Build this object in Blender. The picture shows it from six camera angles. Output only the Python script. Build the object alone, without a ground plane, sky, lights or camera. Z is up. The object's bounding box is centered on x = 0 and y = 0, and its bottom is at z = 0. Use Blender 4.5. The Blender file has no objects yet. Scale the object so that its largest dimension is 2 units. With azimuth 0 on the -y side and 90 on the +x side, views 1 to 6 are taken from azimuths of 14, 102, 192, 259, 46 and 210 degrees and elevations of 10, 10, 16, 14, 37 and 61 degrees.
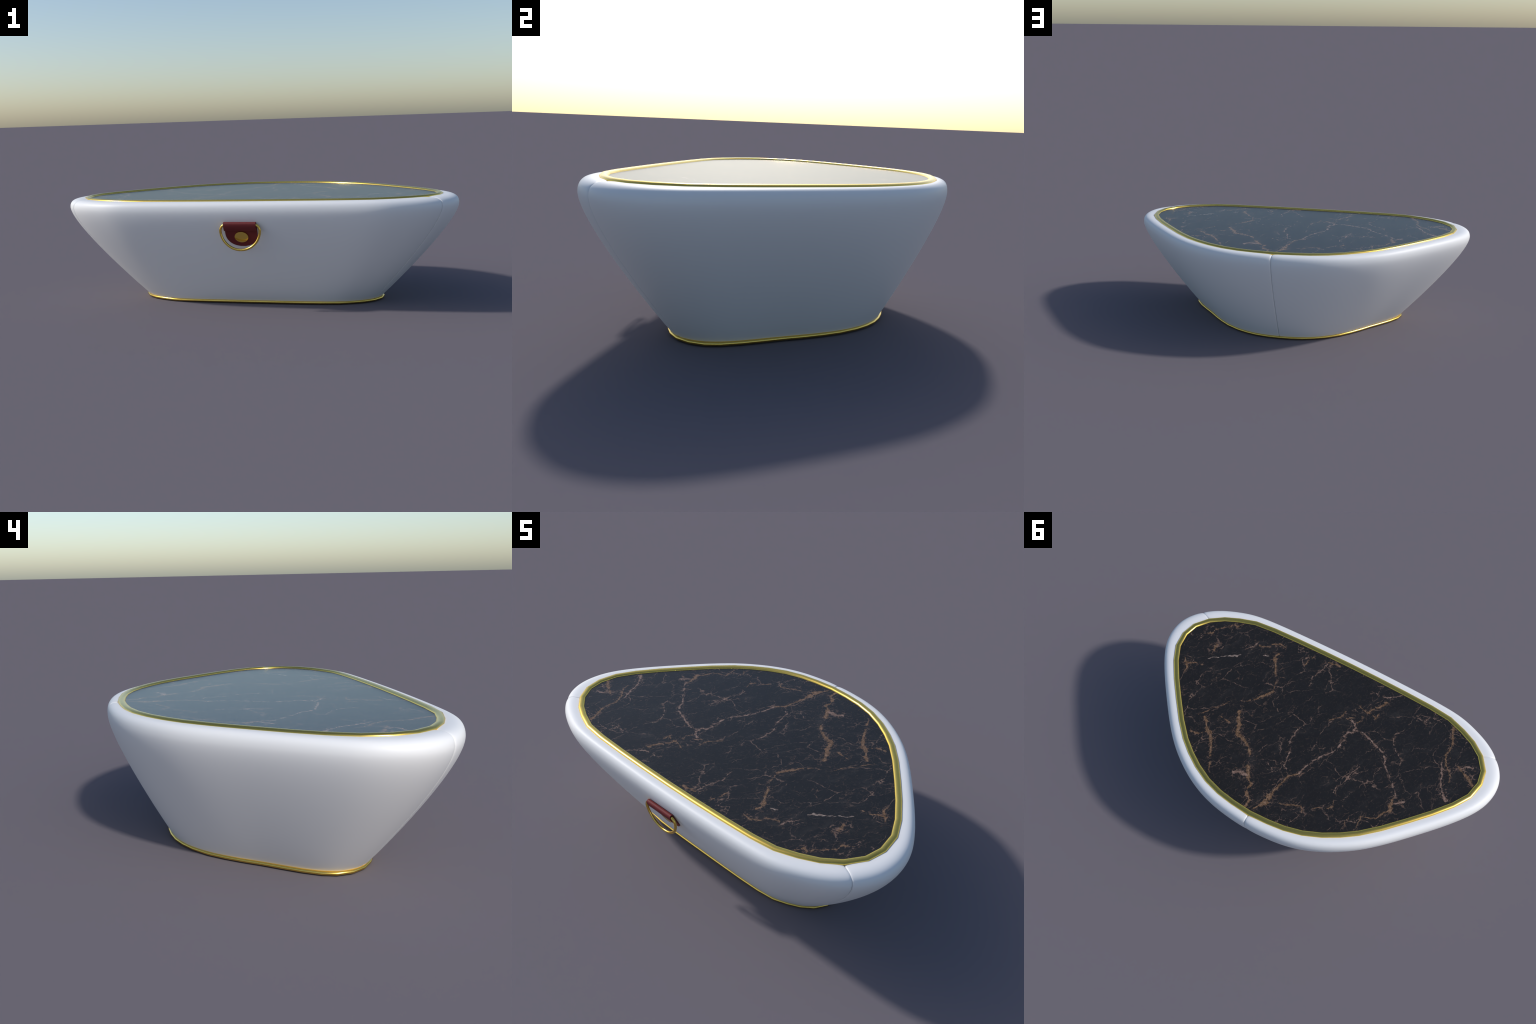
"""Upholstered pebble-shaped coffee table: white padded body in three panels,
black marble top, brass bands and a small leather tab handle with a D-ring."""
import bpy, bmesh, math
import numpy as np
from mathutils import Vector, Matrix

# ------------------------------------------------------------------ outlines
# Right half of the plan outlines, front centre -> back centre (metres).
RIM_HALF = [(0, -.5355), (.17, -.534), (.34, -.530), (.495, -.5235), (.6135, -.5102),
            (.7078, -.4768), (.785, -.439), (.857, -.3825), (.9095, -.3048), (.9255, -.2197),
            (.9085, -.1245), (.858, -.032), (.785, .067), (.702, .167), (.608, .275),
            (.525, .357), (.452, .4135), (.374, .4625), (.285, .504), (.193, .530),
            (.104, .5425), (0, .5495)]
BASE_HALF = [(0, -.352), (.12, -.352), (.24, -.351), (.34, -.348), (.43, -.338),
             (.497, -.314), (.55, -.288), (.598, -.25), (.630, -.197), (.637, -.14),
             (.620, -.09), (.580, -.03), (.530, .03), (.478, .09), (.431, .15),
             (.381, .207), (.325, .262), (.255, .312), (.193, .343), (.131, .364),
             (.065, .375), (0, .378)]
SEAMS = (7, 21, 35)            # control indices where the upholstery panels meet
BULGE, SHIFT = 1.0835, -.0030   # widest outline = rim outline * BULGE, moved by SHIFT in y
Z_WIDE, Z_TOP = .4950, .5362
# side profile as two Bezier arcs: foot -> widest point, widest point -> rim.
# each control is (share of the way outwards, height)
WALL = [(0, 0), (.034, .0036), (1, .396), (1, Z_WIDE)]
CROWN = [(1, Z_WIDE), (1, Z_WIDE + 1.12 * (Z_TOP - Z_WIDE)), (.32, Z_TOP), (0, Z_TOP)]
Z_RIM, RIM_W, RIM_H = .5350, .0148, .0095
Z_MARBLE = .5365


def mirror(half):
    h = np.array(half, float)
    return np.vstack([h, (h[1:-1] * [-1, 1])[::-1]])


RIM, BASE = mirror(RIM_HALF), mirror(BASE_HALF)
N = len(RIM)


def at(P, t):
    """closed Catmull-Rom through P at parameters t (control index units)"""
    t = np.asarray(t, float)
    i = np.floor(t).astype(int)
    f = (t - i)[:, None]
    p0, p1, p2, p3 = (P[(i + k) % N] for k in (-1, 0, 1, 2))
    return .5 * (2 * p1 + (p2 - p0) * f + (2 * p0 - 5 * p1 + 4 * p2 - p3) * f ** 2
                 + (3 * p1 - p0 - 3 * p2 + p3) * f ** 3)


def relax(P, rounds):
    """low-pass a closed curve a little so the measured points read as one sweep"""
    for _ in range(rounds):
        P = .5 * P + .25 * (np.roll(P, 1, 0) + np.roll(P, -1, 0))
    return P


def outward(P):
    T = np.roll(P, -1, 0) - np.roll(P, 1, 0)
    T /= np.linalg.norm(T, axis=1)[:, None]
    return np.stack([T[:, 1], -T[:, 0]], 1)


def bezier(P, t):
    P, t = np.array(P), np.asarray(t)[:, None]
    return P[0] * (1 - t) ** 3 + 3 * P[1] * t * (1 - t) ** 2 + 3 * P[2] * t * t * (1 - t) + P[3] * t ** 3


def front_y(z):
    """body surface on the front centre line"""
    w = bezier(WALL, np.linspace(0, 1, 200))
    f = np.interp(z, w[:, 1], w[:, 0])
    return (BASE[0, 1] + .018) * (1 - f) + (RIM[0, 1] * BULGE + SHIFT) * f


# ------------------------------------------------------------------ helpers
def mesh_object(name, verts, faces, mat, parent, smooth=True, sharp=None):
    me = bpy.data.meshes.new(name)
    me.from_pydata([tuple(map(float, v)) for v in verts], [], faces)
    me.validate()
    bm = bmesh.new()
    bm.from_mesh(me)
    bmesh.ops.recalc_face_normals(bm, faces=bm.faces)
    bm.to_mesh(me)
    bm.free()
    for p in me.polygons:
        p.use_smooth = smooth
    if smooth and sharp is not None:
        me.set_sharp_from_angle(angle=math.radians(sharp))
    me.materials.append(mat)
    ob = bpy.data.objects.new(name, me)
    bpy.context.scene.collection.objects.link(ob)
    ob.parent = parent
    return ob


def grid_faces(rows, cols, close_rows=False, close_cols=False):
    F = []
    for r in range(rows if close_rows else rows - 1):
        for c in range(cols if close_cols else cols - 1):
            r2, c2 = (r + 1) % rows, (c + 1) % cols
            F.append((r * cols + c, r * cols + c2, r2 * cols + c2, r2 * cols + c))
    return F


def tube(points, radius, sides, closed=False):
    """round tube along 3D points"""
    P = [Vector(p) for p in points]
    n = len(P)
    verts, prev = [], None
    for i, p in enumerate(P):
        a = P[(i - 1) % n] if closed or i else P[0]
        b = P[(i + 1) % n] if closed or i < n - 1 else P[-1]
        t = (b - a).normalized()
        u = prev if prev else Vector((0, 1, 0))
        u = (u - t * u.dot(t)).normalized()
        prev = u
        w = t.cross(u)
        verts += [p + radius * (math.cos(k * math.tau / sides) * u + math.sin(k * math.tau / sides) * w)
                  for k in range(sides)]
    faces = grid_faces(n, sides, closed, True)
    if not closed:
        faces += [tuple(range(sides)), tuple(range((n - 1) * sides, n * sides))]
    return verts, faces


# ------------------------------------------------------------------ materials
class Nodes:
    """small wrapper for writing node graphs as expressions"""

    def __init__(self, name):
        self.mat = bpy.data.materials.new(name)
        self.mat.use_nodes = True
        self.nt = self.mat.node_tree
        self.bsdf = self.nt.nodes["Principled BSDF"]

    def node(self, kind, **props):
        n = self.nt.nodes.new(kind)
        for k, v in props.items():
            setattr(n, k, v)
        return n

    def put(self, sock, v):
        if isinstance(v, bpy.types.NodeSocket):
            self.nt.links.new(v, sock)
        else:
            sock.default_value = v

    def math(self, op, a, b=0.0, clamp=False):
        n = self.node("ShaderNodeMath", operation=op, use_clamp=clamp)
        self.put(n.inputs[0], a)
        self.put(n.inputs[1], b)
        return n.outputs[0]

    def vec(self, op, a, b=None, scale=None):
        n = self.node("ShaderNodeVectorMath", operation=op)
        self.put(n.inputs[0], a)
        if b is not None:
            self.put(n.inputs[1], b)
        if scale is not None:
            self.put(n.inputs[3], scale)
        return n.outputs["Value"] if op in ("LENGTH", "DOT_PRODUCT") else n.outputs[0]

    def noise(self, v, scale, detail=4.0, rough=.55, colour=False):
        n = self.node("ShaderNodeTexNoise")
        self.put(n.inputs["Vector"], v)
        n.inputs["Scale"].default_value = scale
        n.inputs["Detail"].default_value = detail
        n.inputs["Roughness"].default_value = rough
        return n.outputs["Color" if colour else "Fac"]

    def cells(self, v, scale):
        n = self.node("ShaderNodeTexVoronoi", feature="DISTANCE_TO_EDGE")
        self.put(n.inputs["Vector"], v)
        n.inputs["Scale"].default_value = scale
        return n.outputs["Distance"]

    def ramp(self, v, lo, hi, to_lo=0.0, to_hi=1.0):
        n = self.node("ShaderNodeMapRange", interpolation_type="SMOOTHSTEP")
        for s, x in zip(n.inputs[:5], (v, lo, hi, to_lo, to_hi)):
            self.put(s, x)
        return n.outputs[0]

    def mix(self, fac, a, b):
        n = self.node("ShaderNodeMix", data_type="RGBA")
        self.put(n.inputs["Factor"], fac)
        for key, v in (("A", a), ("B", b)):
            s = [i for i in n.inputs if i.name == key and i.type == "RGBA"][0]
            self.put(s, v if isinstance(v, bpy.types.NodeSocket) else (*v, 1))
        return [o for o in n.outputs if o.type == "RGBA"][0]

    def coords(self):
        return self.node("ShaderNodeTexCoord").outputs["Object"]

    def set(self, **kw):
        for k, v in kw.items():
            s = self.bsdf.inputs[k.replace("_", " ")]
            if isinstance(v, tuple) and len(v) == 3:
                v = (*v, 1)
            self.put(s, v)
        return self

    def bump(self, height, strength, distance):
        b = self.node("ShaderNodeBump")
        b.inputs["Strength"].default_value = strength
        b.inputs["Distance"].default_value = distance
        self.put(b.inputs["Height"], height)
        self.put(self.bsdf.inputs["Normal"], b.outputs[0])


white = Nodes("white_upholstery").set(Base_Color=(.80, .80, .80), Roughness=.5)
gold = Nodes("polished_brass").set(Base_Color=(.87, .60, .13), Metallic=1.0, Roughness=.25)
leather = Nodes("oxblood_leather").set(Base_Color=(.150, .0190, .020), Roughness=.6, Specular_IOR_Level=.28)
under = Nodes("black_underside").set(Base_Color=(.03, .03, .03), Roughness=.8)


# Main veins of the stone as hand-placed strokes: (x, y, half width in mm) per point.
COPPER_VEINS = [
    [(0.372, 0.058, 14.0), (0.349, 0.087, 12.2), (0.324, 0.132, 13.3), (0.297, 0.180, 14.0), (0.252, 0.189, 12.2), (0.224, 0.208, 7.0), (0.174, 0.249, 10.5)],
    [(0.153, 0.312, 14.0), (0.132, 0.339, 12.2), (0.112, 0.370, 8.8), (0.082, 0.390, 7.0), (0.083, 0.421, 7.7), (0.077, 0.443, 6.3), (0.040, 0.471, 12.2), (0.039, 0.508, 6.3)],
    [(0.430, 0.137, 4.9), (0.381, 0.144, 6.3), (0.361, 0.150, 2.8)],
    [(0.512, 0.179, 7.0), (0.484, 0.203, 10.5), (0.453, 0.236, 7.7), (0.422, 0.253, 13.3), (0.393, 0.290, 9.8), (0.365, 0.332, 4.9), (0.349, 0.367, 8.8), (0.328, 0.407, 2.8), (0.304, 0.441, 2.1)],
    [(0.521, 0.292, 9.8), (0.492, 0.287, 7.0), (0.472, 0.280, 3.5), (0.450, 0.248, 2.8)],
    [(0.542, 0.190, 2.4), (0.515, 0.138, 2.1), (0.468, 0.073, 2.8), (0.446, 0.025, 1.8)],
    [(-0.003, 0.503, 4.2), (-0.018, 0.473, 8.8), (-0.035, 0.446, 14.7), (-0.036, 0.411, 18.2), (-0.033, 0.388, 8.8), (-0.037, 0.364, 4.2), (-0.048, 0.319, 7.7), (-0.051, 0.287, 6.3), (-0.060, 0.251, 5.6), (-0.096, 0.217, 4.2)],
    [(-0.573, 0.066, 2.8), (-0.575, 0.098, 4.2), (-0.580, 0.129, 14.7), (-0.588, 0.158, 8.8), (-0.566, 0.192, 5.6), (-0.551, 0.230, 6.3), (-0.513, 0.247, 2.8), (-0.483, 0.259, 6.3), (-0.486, 0.291, 4.2), (-0.490, 0.325, 2.8)],
    [(-0.145, -0.321, 4.2), (-0.172, -0.309, 4.2), (-0.199, -0.302, 5.6), (-0.221, -0.296, 6.3), (-0.245, -0.302, 4.9), (-0.276, -0.288, 6.3), (-0.273, -0.315, 4.2)],
    [(-0.221, -0.296, 3.5), (-0.236, -0.334, 3.5), (-0.260, -0.368, 14.0), (-0.275, -0.407, 4.9)],
    [(-0.055, -0.127, 2.1), (-0.074, -0.162, 2.1), (-0.110, -0.201, 4.9), (-0.120, -0.239, 2.1)],
    [(-0.144, -0.210, 3.5), (-0.156, -0.223, 2.8), (-0.185, -0.248, 2.8), (-0.210, -0.266, 4.2), (-0.215, -0.236, 3.5), (-0.199, -0.216, 4.2)],
    [(-0.654, -0.459, 12.2), (-0.668, -0.421, 7.7), (-0.684, -0.384, 9.8), (-0.696, -0.355, 4.9), (-0.688, -0.287, 5.6), (-0.704, -0.261, 4.2), (-0.721, -0.227, 8.4), (-0.745, -0.207, 3.5), (-0.764, -0.175, 2.8), (-0.775, -0.143, 2.1)],
    [(-0.768, -0.257, 3.5), (-0.790, -0.248, 7.0), (-0.816, -0.233, 9.8), (-0.848, -0.218, 10.5), (-0.880, -0.195, 8.4)],
    [(0.511, -0.370, 2.8), (0.458, -0.393, 5.6), (0.455, -0.421, 4.9), (0.410, -0.438, 5.6), (0.381, -0.438, 4.9)],
    [(0.386, -0.385, 5.2), (0.398, -0.357, 10.5), (0.385, -0.329, 13.3), (0.361, -0.303, 9.1), (0.335, -0.258, 6.3), (0.308, -0.240, 3.5), (0.288, -0.178, 2.8), (0.282, -0.148, 4.9), (0.310, -0.101, 10.5), (0.320, -0.085, 7.7), (0.340, -0.053, 3.5), (0.370, -0.017, 3.5), (0.403, -0.004, 2.1)],
    [(0.122, -0.475, 7.0), (0.099, -0.477, 11.2), (0.069, -0.490, 7.0), (0.053, -0.490, 6.3)],
    [(0.204, -0.489, 2.8), (0.222, -0.436, 3.5), (0.225, -0.393, 3.5), (0.221, -0.365, 1.4)],
    [(0.812, -0.083, 7.0), (0.800, -0.065, 10.5), (0.769, -0.069, 4.2), (0.741, -0.091, 5.6), (0.709, -0.096, 3.5)],
    [(0.787, -0.052, 8.4), (0.769, -0.033, 7.0), (0.769, -0.008, 4.9)],
    [(0.823, -0.281, 2.1), (0.783, -0.306, 6.3), (0.780, -0.340, 4.9), (0.745, -0.373, 2.8), (0.720, -0.394, 4.2), (0.711, -0.426, 8.8), (0.683, -0.417, 4.9), (0.668, -0.453, 2.8)],
    [(0.718, -0.272, 2.1), (0.713, -0.233, 7.7), (0.710, -0.209, 6.3)],
    [(-0.433, 0.299, 3.5), (-0.423, 0.321, 3.5), (-0.440, 0.344, 2.8), (-0.437, 0.366, 2.8)],
    [(-0.095, 0.408, 3.5), (-0.127, 0.405, 7.0), (-0.149, 0.387, 2.8), (-0.199, 0.365, 6.3), (-0.216, 0.387, 4.9)],
    [(-0.252, 0.349, 2.1), (-0.279, 0.326, 2.8), (-0.310, 0.317, 3.5), (-0.325, 0.303, 6.3), (-0.337, 0.288, 2.8), (-0.322, 0.259, 2.1)],
]
PALE_VEINS = [
    [(0.194, 0.381, 7.0), (0.161, 0.366, 16.8), (0.134, 0.366, 8.8)],
    [(-0.096, 0.217, 4.2), (-0.096, 0.184, 5.6), (-0.111, 0.144, 2.8)],
    [(-0.109, 0.160, 2.8), (-0.120, 0.108, 3.1), (-0.136, 0.076, 4.9), (-0.154, 0.047, 3.1), (-0.172, 0.013, 2.8), (-0.188, -0.019, 4.9)],
    [(-0.156, 0.049, 3.5), (-0.175, 0.015, 4.2), (-0.190, -0.017, 4.9), (-0.193, -0.060, 7.7), (-0.197, -0.081, 2.8), (-0.187, -0.106, 2.8), (-0.187, -0.134, 8.8), (-0.208, -0.143, 4.2), (-0.208, -0.185, 9.8), (-0.191, -0.202, 5.2), (-0.167, -0.211, 3.5)],
    [(-0.218, -0.167, 2.8), (-0.249, -0.173, 3.5), (-0.279, -0.168, 5.6), (-0.317, -0.155, 7.0), (-0.349, -0.143, 4.9), (-0.375, -0.137, 6.3), (-0.407, -0.120, 7.0), (-0.427, -0.097, 6.3), (-0.446, -0.064, 4.2), (-0.469, -0.038, 2.8), (-0.490, -0.025, 4.9), (-0.518, 0.001, 4.2), (-0.541, 0.030, 6.3), (-0.559, 0.044, 5.6), (-0.578, 0.075, 2.8)],
    [(-0.586, 0.113, 4.9), (-0.602, 0.094, 8.4), (-0.626, 0.071, 4.9)],
    [(-0.243, -0.437, 3.5), (-0.264, -0.441, 5.6), (-0.294, -0.466, 4.2), (-0.322, -0.501, 2.8)],
    [(-0.219, -0.430, 2.8), (-0.192, -0.430, 2.8), (-0.175, -0.417, 1.8)],
    [(-0.688, -0.233, 4.2), (-0.709, -0.193, 5.6), (-0.731, -0.145, 7.0), (-0.747, -0.104, 2.8), (-0.770, -0.079, 6.3), (-0.799, -0.042, 16.8)],
    [(-0.850, -0.298, 2.8), (-0.844, -0.281, 4.9), (-0.808, -0.272, 2.8), (-0.792, -0.253, 4.9)],
    [(0.563, -0.312, 4.9), (0.536, -0.349, 3.5), (0.523, -0.389, 4.2)],
    [(0.121, -0.458, 2.8), (0.122, -0.432, 4.2), (0.130, -0.397, 2.8), (0.150, -0.354, 2.8), (0.137, -0.312, 4.2), (0.135, -0.288, 2.8)],
    [(0.843, -0.349, 2.8), (0.824, -0.296, 3.5), (0.824, -0.264, 4.2), (0.821, -0.234, 2.1)],
    [(0.047, -0.015, 2.8), (0.043, 0.029, 6.3), (0.043, 0.061, 4.2), (0.041, 0.078, 2.1), (0.015, 0.116, 2.8), (0.002, 0.171, 4.2), (-0.006, 0.193, 4.9), (-0.006, 0.219, 2.8), (-0.036, 0.231, 2.8), (-0.058, 0.248, 2.1)],
    [(-0.298, 0.215, 4.2), (-0.298, 0.189, 2.4), (-0.311, 0.147, 3.1), (-0.321, 0.119, 4.2), (-0.318, 0.086, 6.3), (-0.325, 0.058, 2.8), (-0.337, 0.018, 3.5)],
    [(-0.426, -0.278, 2.1), (-0.413, -0.260, 3.1), (-0.414, -0.229, 4.2), (-0.427, -0.200, 1.8), (-0.455, -0.168, 2.8), (-0.480, -0.152, 3.1), (-0.511, -0.135, 2.1)],
    [(0.071, 0.245, 2.4), (0.045, 0.255, 4.9), (0.031, 0.260, 2.8)],
]
WHITE_VEINS = [
    [(0.703, -0.148, 4.2), (0.681, -0.172, 4.9), (0.655, -0.191, 5.6), (0.634, -0.210, 2.8), (0.608, -0.228, 6.3), (0.579, -0.243, 6.3), (0.566, -0.262, 2.8)],
    [(0.450, -0.329, 4.2), (0.427, -0.342, 7.0)],
    [(0.516, -0.207, 5.0), (0.529, -0.204, 3.0)],
]


def stroke_group():
    """one stroke segment: smaller of the running field and (distance to segment / half width)"""
    t = bpy.data.node_groups.new("vein_stroke", "ShaderNodeTree")
    for name, kind in (("P", "Vector"), ("Field", "Float"), ("A", "Vector"), ("D", "Vector"),
                       ("DN", "Vector"), ("K", "Float")):
        t.interface.new_socket(name, in_out="INPUT", socket_type="NodeSocket" + kind)
    t.interface.new_socket("Field", in_out="OUTPUT", socket_type="NodeSocketFloat")
    i, o = t.nodes.new("NodeGroupInput"), t.nodes.new("NodeGroupOutput")

    def n(kind, op, *ins):
        x = t.nodes.new(kind)
        x.operation = op
        for k, v in ins:
            if isinstance(v, bpy.types.NodeSocket):
                t.links.new(v, x.inputs[k])
            else:
                x.inputs[k].default_value = v
        return x

    V, M = "ShaderNodeVectorMath", "ShaderNodeMath"
    # a vanishing share of the running field keeps the segments in evaluation order
    p = n(V, "MULTIPLY_ADD", (0, i.outputs["Field"]), (1, (1e-9,) * 3), (2, i.outputs["P"])).outputs[0]
    pa = n(V, "SUBTRACT", (0, p), (1, i.outputs["A"])).outputs[0]
    dot = n(V, "DOT_PRODUCT", (0, pa), (1, i.outputs["DN"])).outputs["Value"]
    h = n(M, "MULTIPLY", (0, dot), (1, 1.0))
    h.use_clamp = True
    on = n(V, "SCALE", (0, i.outputs["D"]), (3, h.outputs[0])).outputs[0]
    r = n(V, "DISTANCE", (0, pa), (1, on)).outputs["Value"]
    k = n(M, "MULTIPLY", (0, r), (1, i.outputs["K"])).outputs[0]
    m = n(M, "MINIMUM", (0, k), (1, i.outputs["Field"])).outputs[0]
    t.links.new(m, o.inputs[0])
    return t


STROKE = stroke_group()


def marble_material():
    m = Nodes("black_marble")
    p = m.coords()

    def warped(src, scale, amount, detail=3.0):
        n = m.noise(src, scale, detail, .6, colour=True)
        return m.vec("ADD", src, m.vec("SCALE", m.vec("SUBTRACT", n, (.5, .5, .5)), scale=amount))

    flat = m.vec("MULTIPLY", p, (1, 1, 0))
    q = warped(warped(warped(flat, 14, .024), 52, .015, 4.0), 170, .0042, 3.0)

    def strokes(veins, start):
        """distance to the nearest stroke, in units of that stroke's half width"""
        field = start
        for line in veins:
            for (ax, ay, aw), (bx, by, bw) in zip(line, line[1:]):
                d = Vector((bx - ax, by - ay, 0))
                if d.length < 1e-4:
                    continue
                g = m.node("ShaderNodeGroup", node_tree=STROKE)
                for sock, v in zip(g.inputs, (q, field, (ax, ay, 0), tuple(d), tuple(d / d.length_squared),
                                              2150 / (aw + bw))):
                    m.put(sock, v)
                field = g.outputs[0]
        return field

    copper = strokes(COPPER_VEINS, 9.0)
    pale = strokes(PALE_VEINS, m.math("ADD", m.math("MULTIPLY", copper, 1e-6), 9.0))
    white_s = strokes(WHITE_VEINS, m.math("ADD", m.math("MULTIPLY", pale, 1e-6), 9.0))
    patchy = m.noise(flat, 30, 6, .66)                    # swells and breaks the strokes into flecks
    grit = m.noise(flat, 95, 5, .68)
    gate = m.ramp(patchy, .36, .58, .40, 1.08)

    def vein(field):
        f = m.math("ADD", m.math("DIVIDE", field, gate), m.math("MULTIPLY", m.math("SUBTRACT", grit, .5), 1.3))
        return m.ramp(f, 1.02, .84)

    copper_mask, pale_mask, white_mask = vein(copper), vein(pale), vein(white_s)
    near = m.ramp(m.math("MINIMUM", copper, pale), 8.0, 1.0)
    web = m.math("MULTIPLY", m.ramp(m.cells(q, 40), .040, .010),
                 m.math("MULTIPLY", m.ramp(m.math("MINIMUM", copper, m.math("MULTIPLY", pale, .8)), 3.6, 1.0),
                        m.ramp(patchy, .40, .56)))

    # hairline network between the main veins, denser beside them
    w2 = warped(warped(warped(flat, 7, .09), 30, .020, 4.0), 120, .006)
    stretch = m.node("ShaderNodeMapping", vector_type="TEXTURE")
    m.put(stretch.inputs["Vector"], w2)
    stretch.inputs["Rotation"].default_value = (0, 0, math.radians(67))
    stretch.inputs["Scale"].default_value = (2.0, .95, 1.0)
    sv = stretch.outputs[0]
    broad = m.noise(flat, 5.5, 3, .55)
    fleck = m.noise(flat, 40, 5, .66)
    net1 = m.math("MULTIPLY", m.ramp(m.cells(sv, 9), .013, .003),
                  m.math("MULTIPLY", m.ramp(broad, .38, .56), m.ramp(fleck, .41, .57)))
    net2 = m.math("MULTIPLY", m.ramp(m.cells(sv, 23), .024, .005),
                  m.math("MULTIPLY", m.ramp(fleck, .44, .60),
                         m.math("ADD", m.math("MULTIPLY", near, .7), m.ramp(broad, .42, .62, .12, .70))))
    net3 = m.math("MULTIPLY", m.ramp(m.cells(sv, 47), .050, .012), m.ramp(grit, .48, .62))
    specks = m.math("MULTIPLY", m.ramp(m.noise(sv, 80, 3, .6), .64, .72), m.ramp(near, 0, 1, .10, .8))

    ground = m.mix(m.noise(flat, 9, 6, .7), (.0112, .0104, .0097), (.0168, .0158, .0148))
    ground = m.mix(m.math("MULTIPLY", m.ramp(m.noise(sv, 18, 6, .72), .52, .70), .35), ground, (.030, .027, .025))
    ground = m.mix(m.math("MULTIPLY", m.ramp(m.noise(sv, 9, 8, .72), .50, .72), .45), ground, (.034, .030, .027))
    tone = m.noise(flat, 60, 5, .68)
    brown = m.mix(m.ramp(tone, .36, .64), (.080, .044, .019), (.205, .116, .062))
    tan = m.mix(m.ramp(tone, .38, .66), (.130, .078, .056), (.31, .205, .160))
    col = m.mix(m.math("MULTIPLY", net3, .18), ground, (.16, .11, .08))
    col = m.mix(m.math("MULTIPLY", net2, .66), col, (.19, .115, .080))
    col = m.mix(m.math("MULTIPLY", net1, .78), col, (.22, .140, .105))
    col = m.mix(m.math("MULTIPLY", specks, .55), col, (.21, .115, .070))
    col = m.mix(m.math("MULTIPLY", web, .75), col, m.mix(m.ramp(tone, .4, .6), (.12, .070, .045), (.26, .165, .125)))
    col = m.mix(m.math("MULTIPLY", copper_mask, m.ramp(grit, .34, .54, .40, .95)), col, brown)
    core = m.math("MULTIPLY", m.ramp(copper, .55, .15), m.ramp(grit, .46, .58))
    col = m.mix(m.math("MULTIPLY", core, .55), col, (.30, .20, .145))
    col = m.mix(m.math("MULTIPLY", pale_mask, m.ramp(grit, .34, .54, .40, .92)), col, tan)
    col = m.mix(m.math("MULTIPLY", white_mask, m.ramp(grit, .36, .56, .15, .90)), col,
                m.mix(m.ramp(tone, .38, .62), (.15, .100, .078), (.36, .28, .235)))
    m.set(Base_Color=col, Roughness=.25, Specular_IOR_Level=.32)
    return m.mat


marble_top = marble_material()

# ------------------------------------------------------------------ table
table = bpy.data.objects.new("coffee_table", None)
bpy.context.scene.collection.objects.link(table)
table["label"] = "white padded pebble coffee table with black marble top and brass bands"
table["category"] = "coffee table"


def panel(t0, t1):
    """one upholstery panel between two seams, rolling over the rim and under the foot"""
    span = t1 - t0
    # fine steps near both seams, where the padding dives into the stitching line
    edge = np.array([0, .012, .025, .04, .06, .085, .12, .16, .21, .27, .34, .42, .5, .6, .7, .8, .9])
    t = np.unique(np.round(np.concatenate([edge, np.arange(1, span - .95, .1), span - edge]), 4))
    ts = t0 + t
    grid = np.arange(0, N, .1)
    big = relax(at(RIM, grid), 30)
    low = relax(at(BASE, grid), 30)

    def pick(P):
        k = (ts % N) / .1
        i = np.floor(k + 1e-9).astype(int)
        f = (k - i)[:, None]
        M = len(P)
        return P[i % M] * (1 - f) + P[(i + 1) % M] * f

    nrm, low_n = pick(outward(big)), pick(outward(low))
    flank = np.where(nrm[:, 1] > 0, np.clip(2 * np.abs(nrm[:, 0] * nrm[:, 1]), 0, 1) ** 2, 0)
    inset = .0165 + .0115 * nrm[:, 0] ** 2 - .003 * flank
    rim, foot = pick(big), pick(low) - low_n * inset[:, None]
    wide = rim * BULGE + [0, SHIFT]
    # distance along the widest outline from each seam
    L = np.concatenate([[0], np.cumsum(np.linalg.norm(np.diff(wide, axis=0), axis=1))])
    s = np.minimum(L, L[-1] - L)
    stitch, pillow = np.exp(-s / .0022)[:, None], np.exp(-s / .020)[:, None]
    rows = [np.column_stack([foot - low_n * .02, np.full(len(ts), .003)])]   # tuck under the foot
    for f, z in bezier(WALL, np.linspace(.02, 1, 60)):
        d = .0065 * stitch + (.0004 + .0026 * (z / Z_WIDE) ** 3) * pillow
        swell = nrm * (flank * .014 * f * (1 - f) ** 2 - .0035 * f * (1 - f))[:, None]
        rows.append(np.column_stack([foot * (1 - f) + wide * f + swell - nrm * d, np.full(len(ts), z)]))
    for f, z in bezier(CROWN, np.linspace(0, 1, 24)[1:]):
        d = .0055 * stitch + .0034 * pillow
        rows.append(np.column_stack([rim + (wide - rim) * f - nrm * d * min(1, f * 1.5),
                                     z - d[:, 0] * (1 - f)]))
    rows.append(np.column_stack([rim - nrm * .022, np.full(len(ts), Z_TOP - .006)]))  # tuck under the rim
    V = np.vstack(rows)
    return V, grid_faces(len(rows), len(ts))


for a, b in zip(SEAMS, SEAMS[1:] + (SEAMS[0] + N,)):
    v, f = panel(a, b)
    mesh_object("upholstery_panel", v, f, white.mat, table)

# underside board
foot_poly = BASE - outward(BASE) * .03
v = [(*p, z) for z in (.002, .012) for p in foot_poly]
mesh_object("underside", v, [tuple(range(N)), tuple(range(N, 2 * N))] + grid_faces(2, N, False, True),
            under.mat, table, sharp=30)


def band(name, path, z0, profile_pts):
    """brass band: a cross-section swept along a faceted closed outline"""
    n = outward(path)
    V = []
    for p, q in zip(path, n):
        V += [(*(p + q * a), z0 + b) for a, b in profile_pts]
    m = len(profile_pts)
    return mesh_object(name, V, grid_faces(len(path), m, True, True), gold.mat, table)


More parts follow.
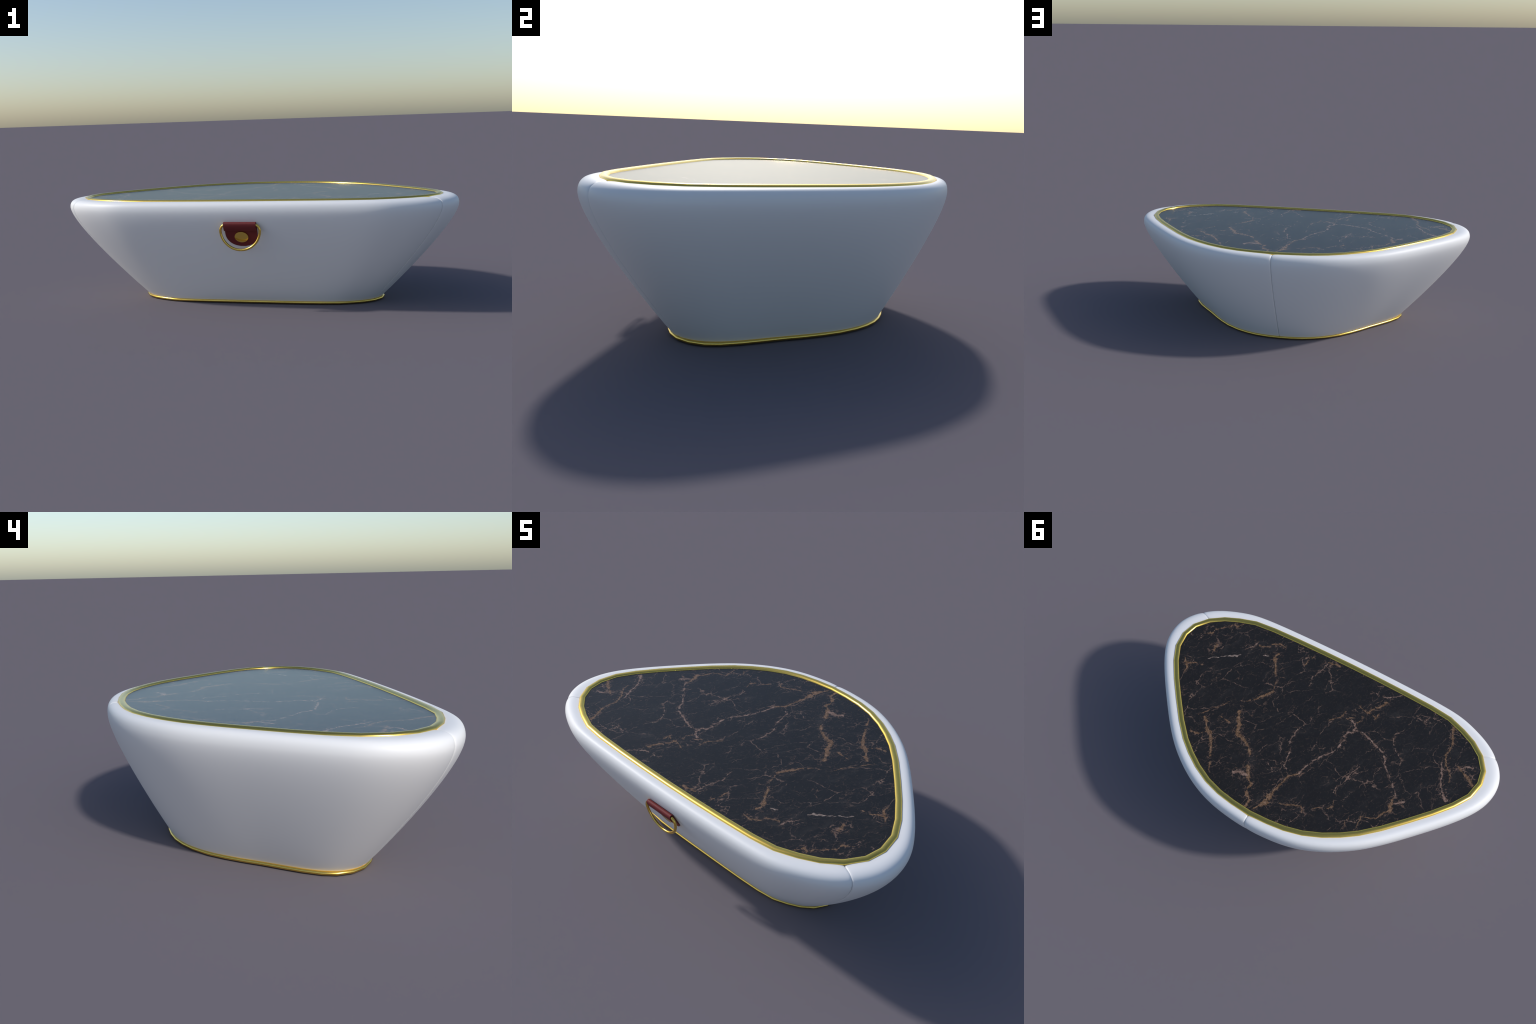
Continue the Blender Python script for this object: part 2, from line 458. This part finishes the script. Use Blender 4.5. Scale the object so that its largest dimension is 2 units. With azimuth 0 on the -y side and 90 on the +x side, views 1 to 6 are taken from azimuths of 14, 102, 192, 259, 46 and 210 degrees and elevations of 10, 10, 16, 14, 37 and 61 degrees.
oval = [(RIM_W * math.copysign(abs(math.cos(a)) ** .95, math.cos(a)),
         RIM_H * math.copysign(abs(math.sin(a)) ** .95, math.sin(a)))
        for a in np.arange(20) * math.tau / 20]
rim_mid = RIM - outward(RIM) * RIM_W
band("rim_band", rim_mid, Z_RIM, oval)

small = [(.0095 * math.cos(a), .0077 * math.sin(a)) for a in np.arange(14) * math.tau / 14]
band("base_band", BASE - outward(BASE) * .0092, .0077, small)

# marble slab, its edge hidden under the rim band
slab = RIM - outward(RIM) * RIM_W
v = [(*p, z) for z in (Z_MARBLE - .02, Z_MARBLE) for p in slab]
mesh_object("marble_top", v, [tuple(range(N)), tuple(range(N, 2 * N))] + grid_faces(2, N, False, True),
            marble_top, table, sharp=30)

# ------------------------------------------------------------------ handle
AXIS_Y, AXIS_Z, ROLL = -.5808, .4335, .0085
STRAP_W, STRAP_T = .0785, .0040
path = []
for z in np.linspace(.322, .418, 24):                     # flap lying on the body
    path.append((front_y(z) - .0032, z))
for a in np.linspace(0, math.pi, 15):                     # roll over the ring
    path.append((AXIS_Y + ROLL * math.cos(a), AXIS_Z + ROLL * math.sin(a)))
for y, z in ((-.5883, .427), (-.5863, .419), (-.5820, .411), (-.5765, .405), (-.5735, .4015)):
    path.append((y, z))                                   # front leaf returning to the flap
path = np.array(path)
tan = np.gradient(path, axis=0)
tan /= np.linalg.norm(tan, axis=1)[:, None]
side = np.stack([-tan[:, 1], tan[:, 0]], 1)               # towards the viewer on the flap
V, cols = [], 25
for i, ((y, z), s) in enumerate(zip(path, side)):
    w = STRAP_W
    if i < 24:                                            # rounded tongue at the bottom
        q = min(1.0, max(0.0, (.388 - z) / (.388 - .3215)))
        w = STRAP_W * max(.06, (1 - q ** 2.3) ** (1 / 2.1))
    for h in (-.5, .5):
        for u in np.linspace(-1, 1, cols):
            V.append((u * w, y + s[0] * h * STRAP_T, z + s[1] * h * STRAP_T))
F, R = [], 2 * cols
for i in range(len(path) - 1):
    for j in range(R):
        j2 = (j + 1) % R
        loop = list(range(cols)) + list(range(2 * cols - 1, cols - 1, -1))
        a, b = loop[j], loop[j2]
        F.append((i * R + a, i * R + b, (i + 1) * R + b, (i + 1) * R + a))
for e in (0, len(path) - 1):
    F += [(e * R + c, e * R + c + 1, e * R + cols + c + 1, e * R + cols + c) for c in range(cols - 1)]
strap = mesh_object("handle_strap", V, F, leather.mat, table, sharp=40)

# D-ring: straight bar through the roll, half-oval hanging below
pts = [(x, AXIS_Y, .4300) for x in np.linspace(-.070, .070, 9)]
arc = []
for a in np.linspace(0, math.pi, 41):
    z = .405 - .0955 * math.sin(a)
    arc.append((.0957 * math.cos(a), AXIS_Y + .0095 * (.43 - z) / .119, z))
right = [(.0785, AXIS_Y, .4292), (.0855, AXIS_Y + .0002, .4255), (.0915, AXIS_Y + .0010, .4185)]
left = [(-x, y, z) for x, y, z in right][::-1]
v, f = tube(pts + right + arc + left, .0061, 16, True)
mesh_object("handle_ring", v, f, gold.mat, strap)

# rivet lying on the flap
RZ = .3725
slope = (front_y(RZ + .02) - front_y(RZ - .02)) / .04
up = Vector((0, slope + .06, 1)).normalized()
out = Vector((1, 0, 0)).cross(up).normalized()
if out.y > 0:
    out = -out
centre = Vector((0, front_y(RZ), RZ))
prof = [(0, .0125), (.0318, .0125), (.0330, .0121), (.0334, .0112), (.0334, .000)]
V = [centre + out * prof[0][1]]
SEG = 48
for r, h in prof[1:]:
    V += [centre + out * h + r * (math.cos(k * math.tau / SEG) * Vector((1, 0, 0)) + math.sin(k * math.tau / SEG) * .85 * up)
          for k in range(SEG)]
F = [(0, 1 + k, 1 + (k + 1) % SEG) for k in range(SEG)]
for r in range(len(prof) - 2):
    F += [(1 + r * SEG + k, 1 + r * SEG + (k + 1) % SEG, 1 + (r + 1) * SEG + (k + 1) % SEG, 1 + (r + 1) * SEG + k)
          for k in range(SEG)]
F.append(tuple(1 + (len(prof) - 2) * SEG + k for k in range(SEG)))
mesh_object("rivet", V, F, gold.mat, strap, sharp=35)
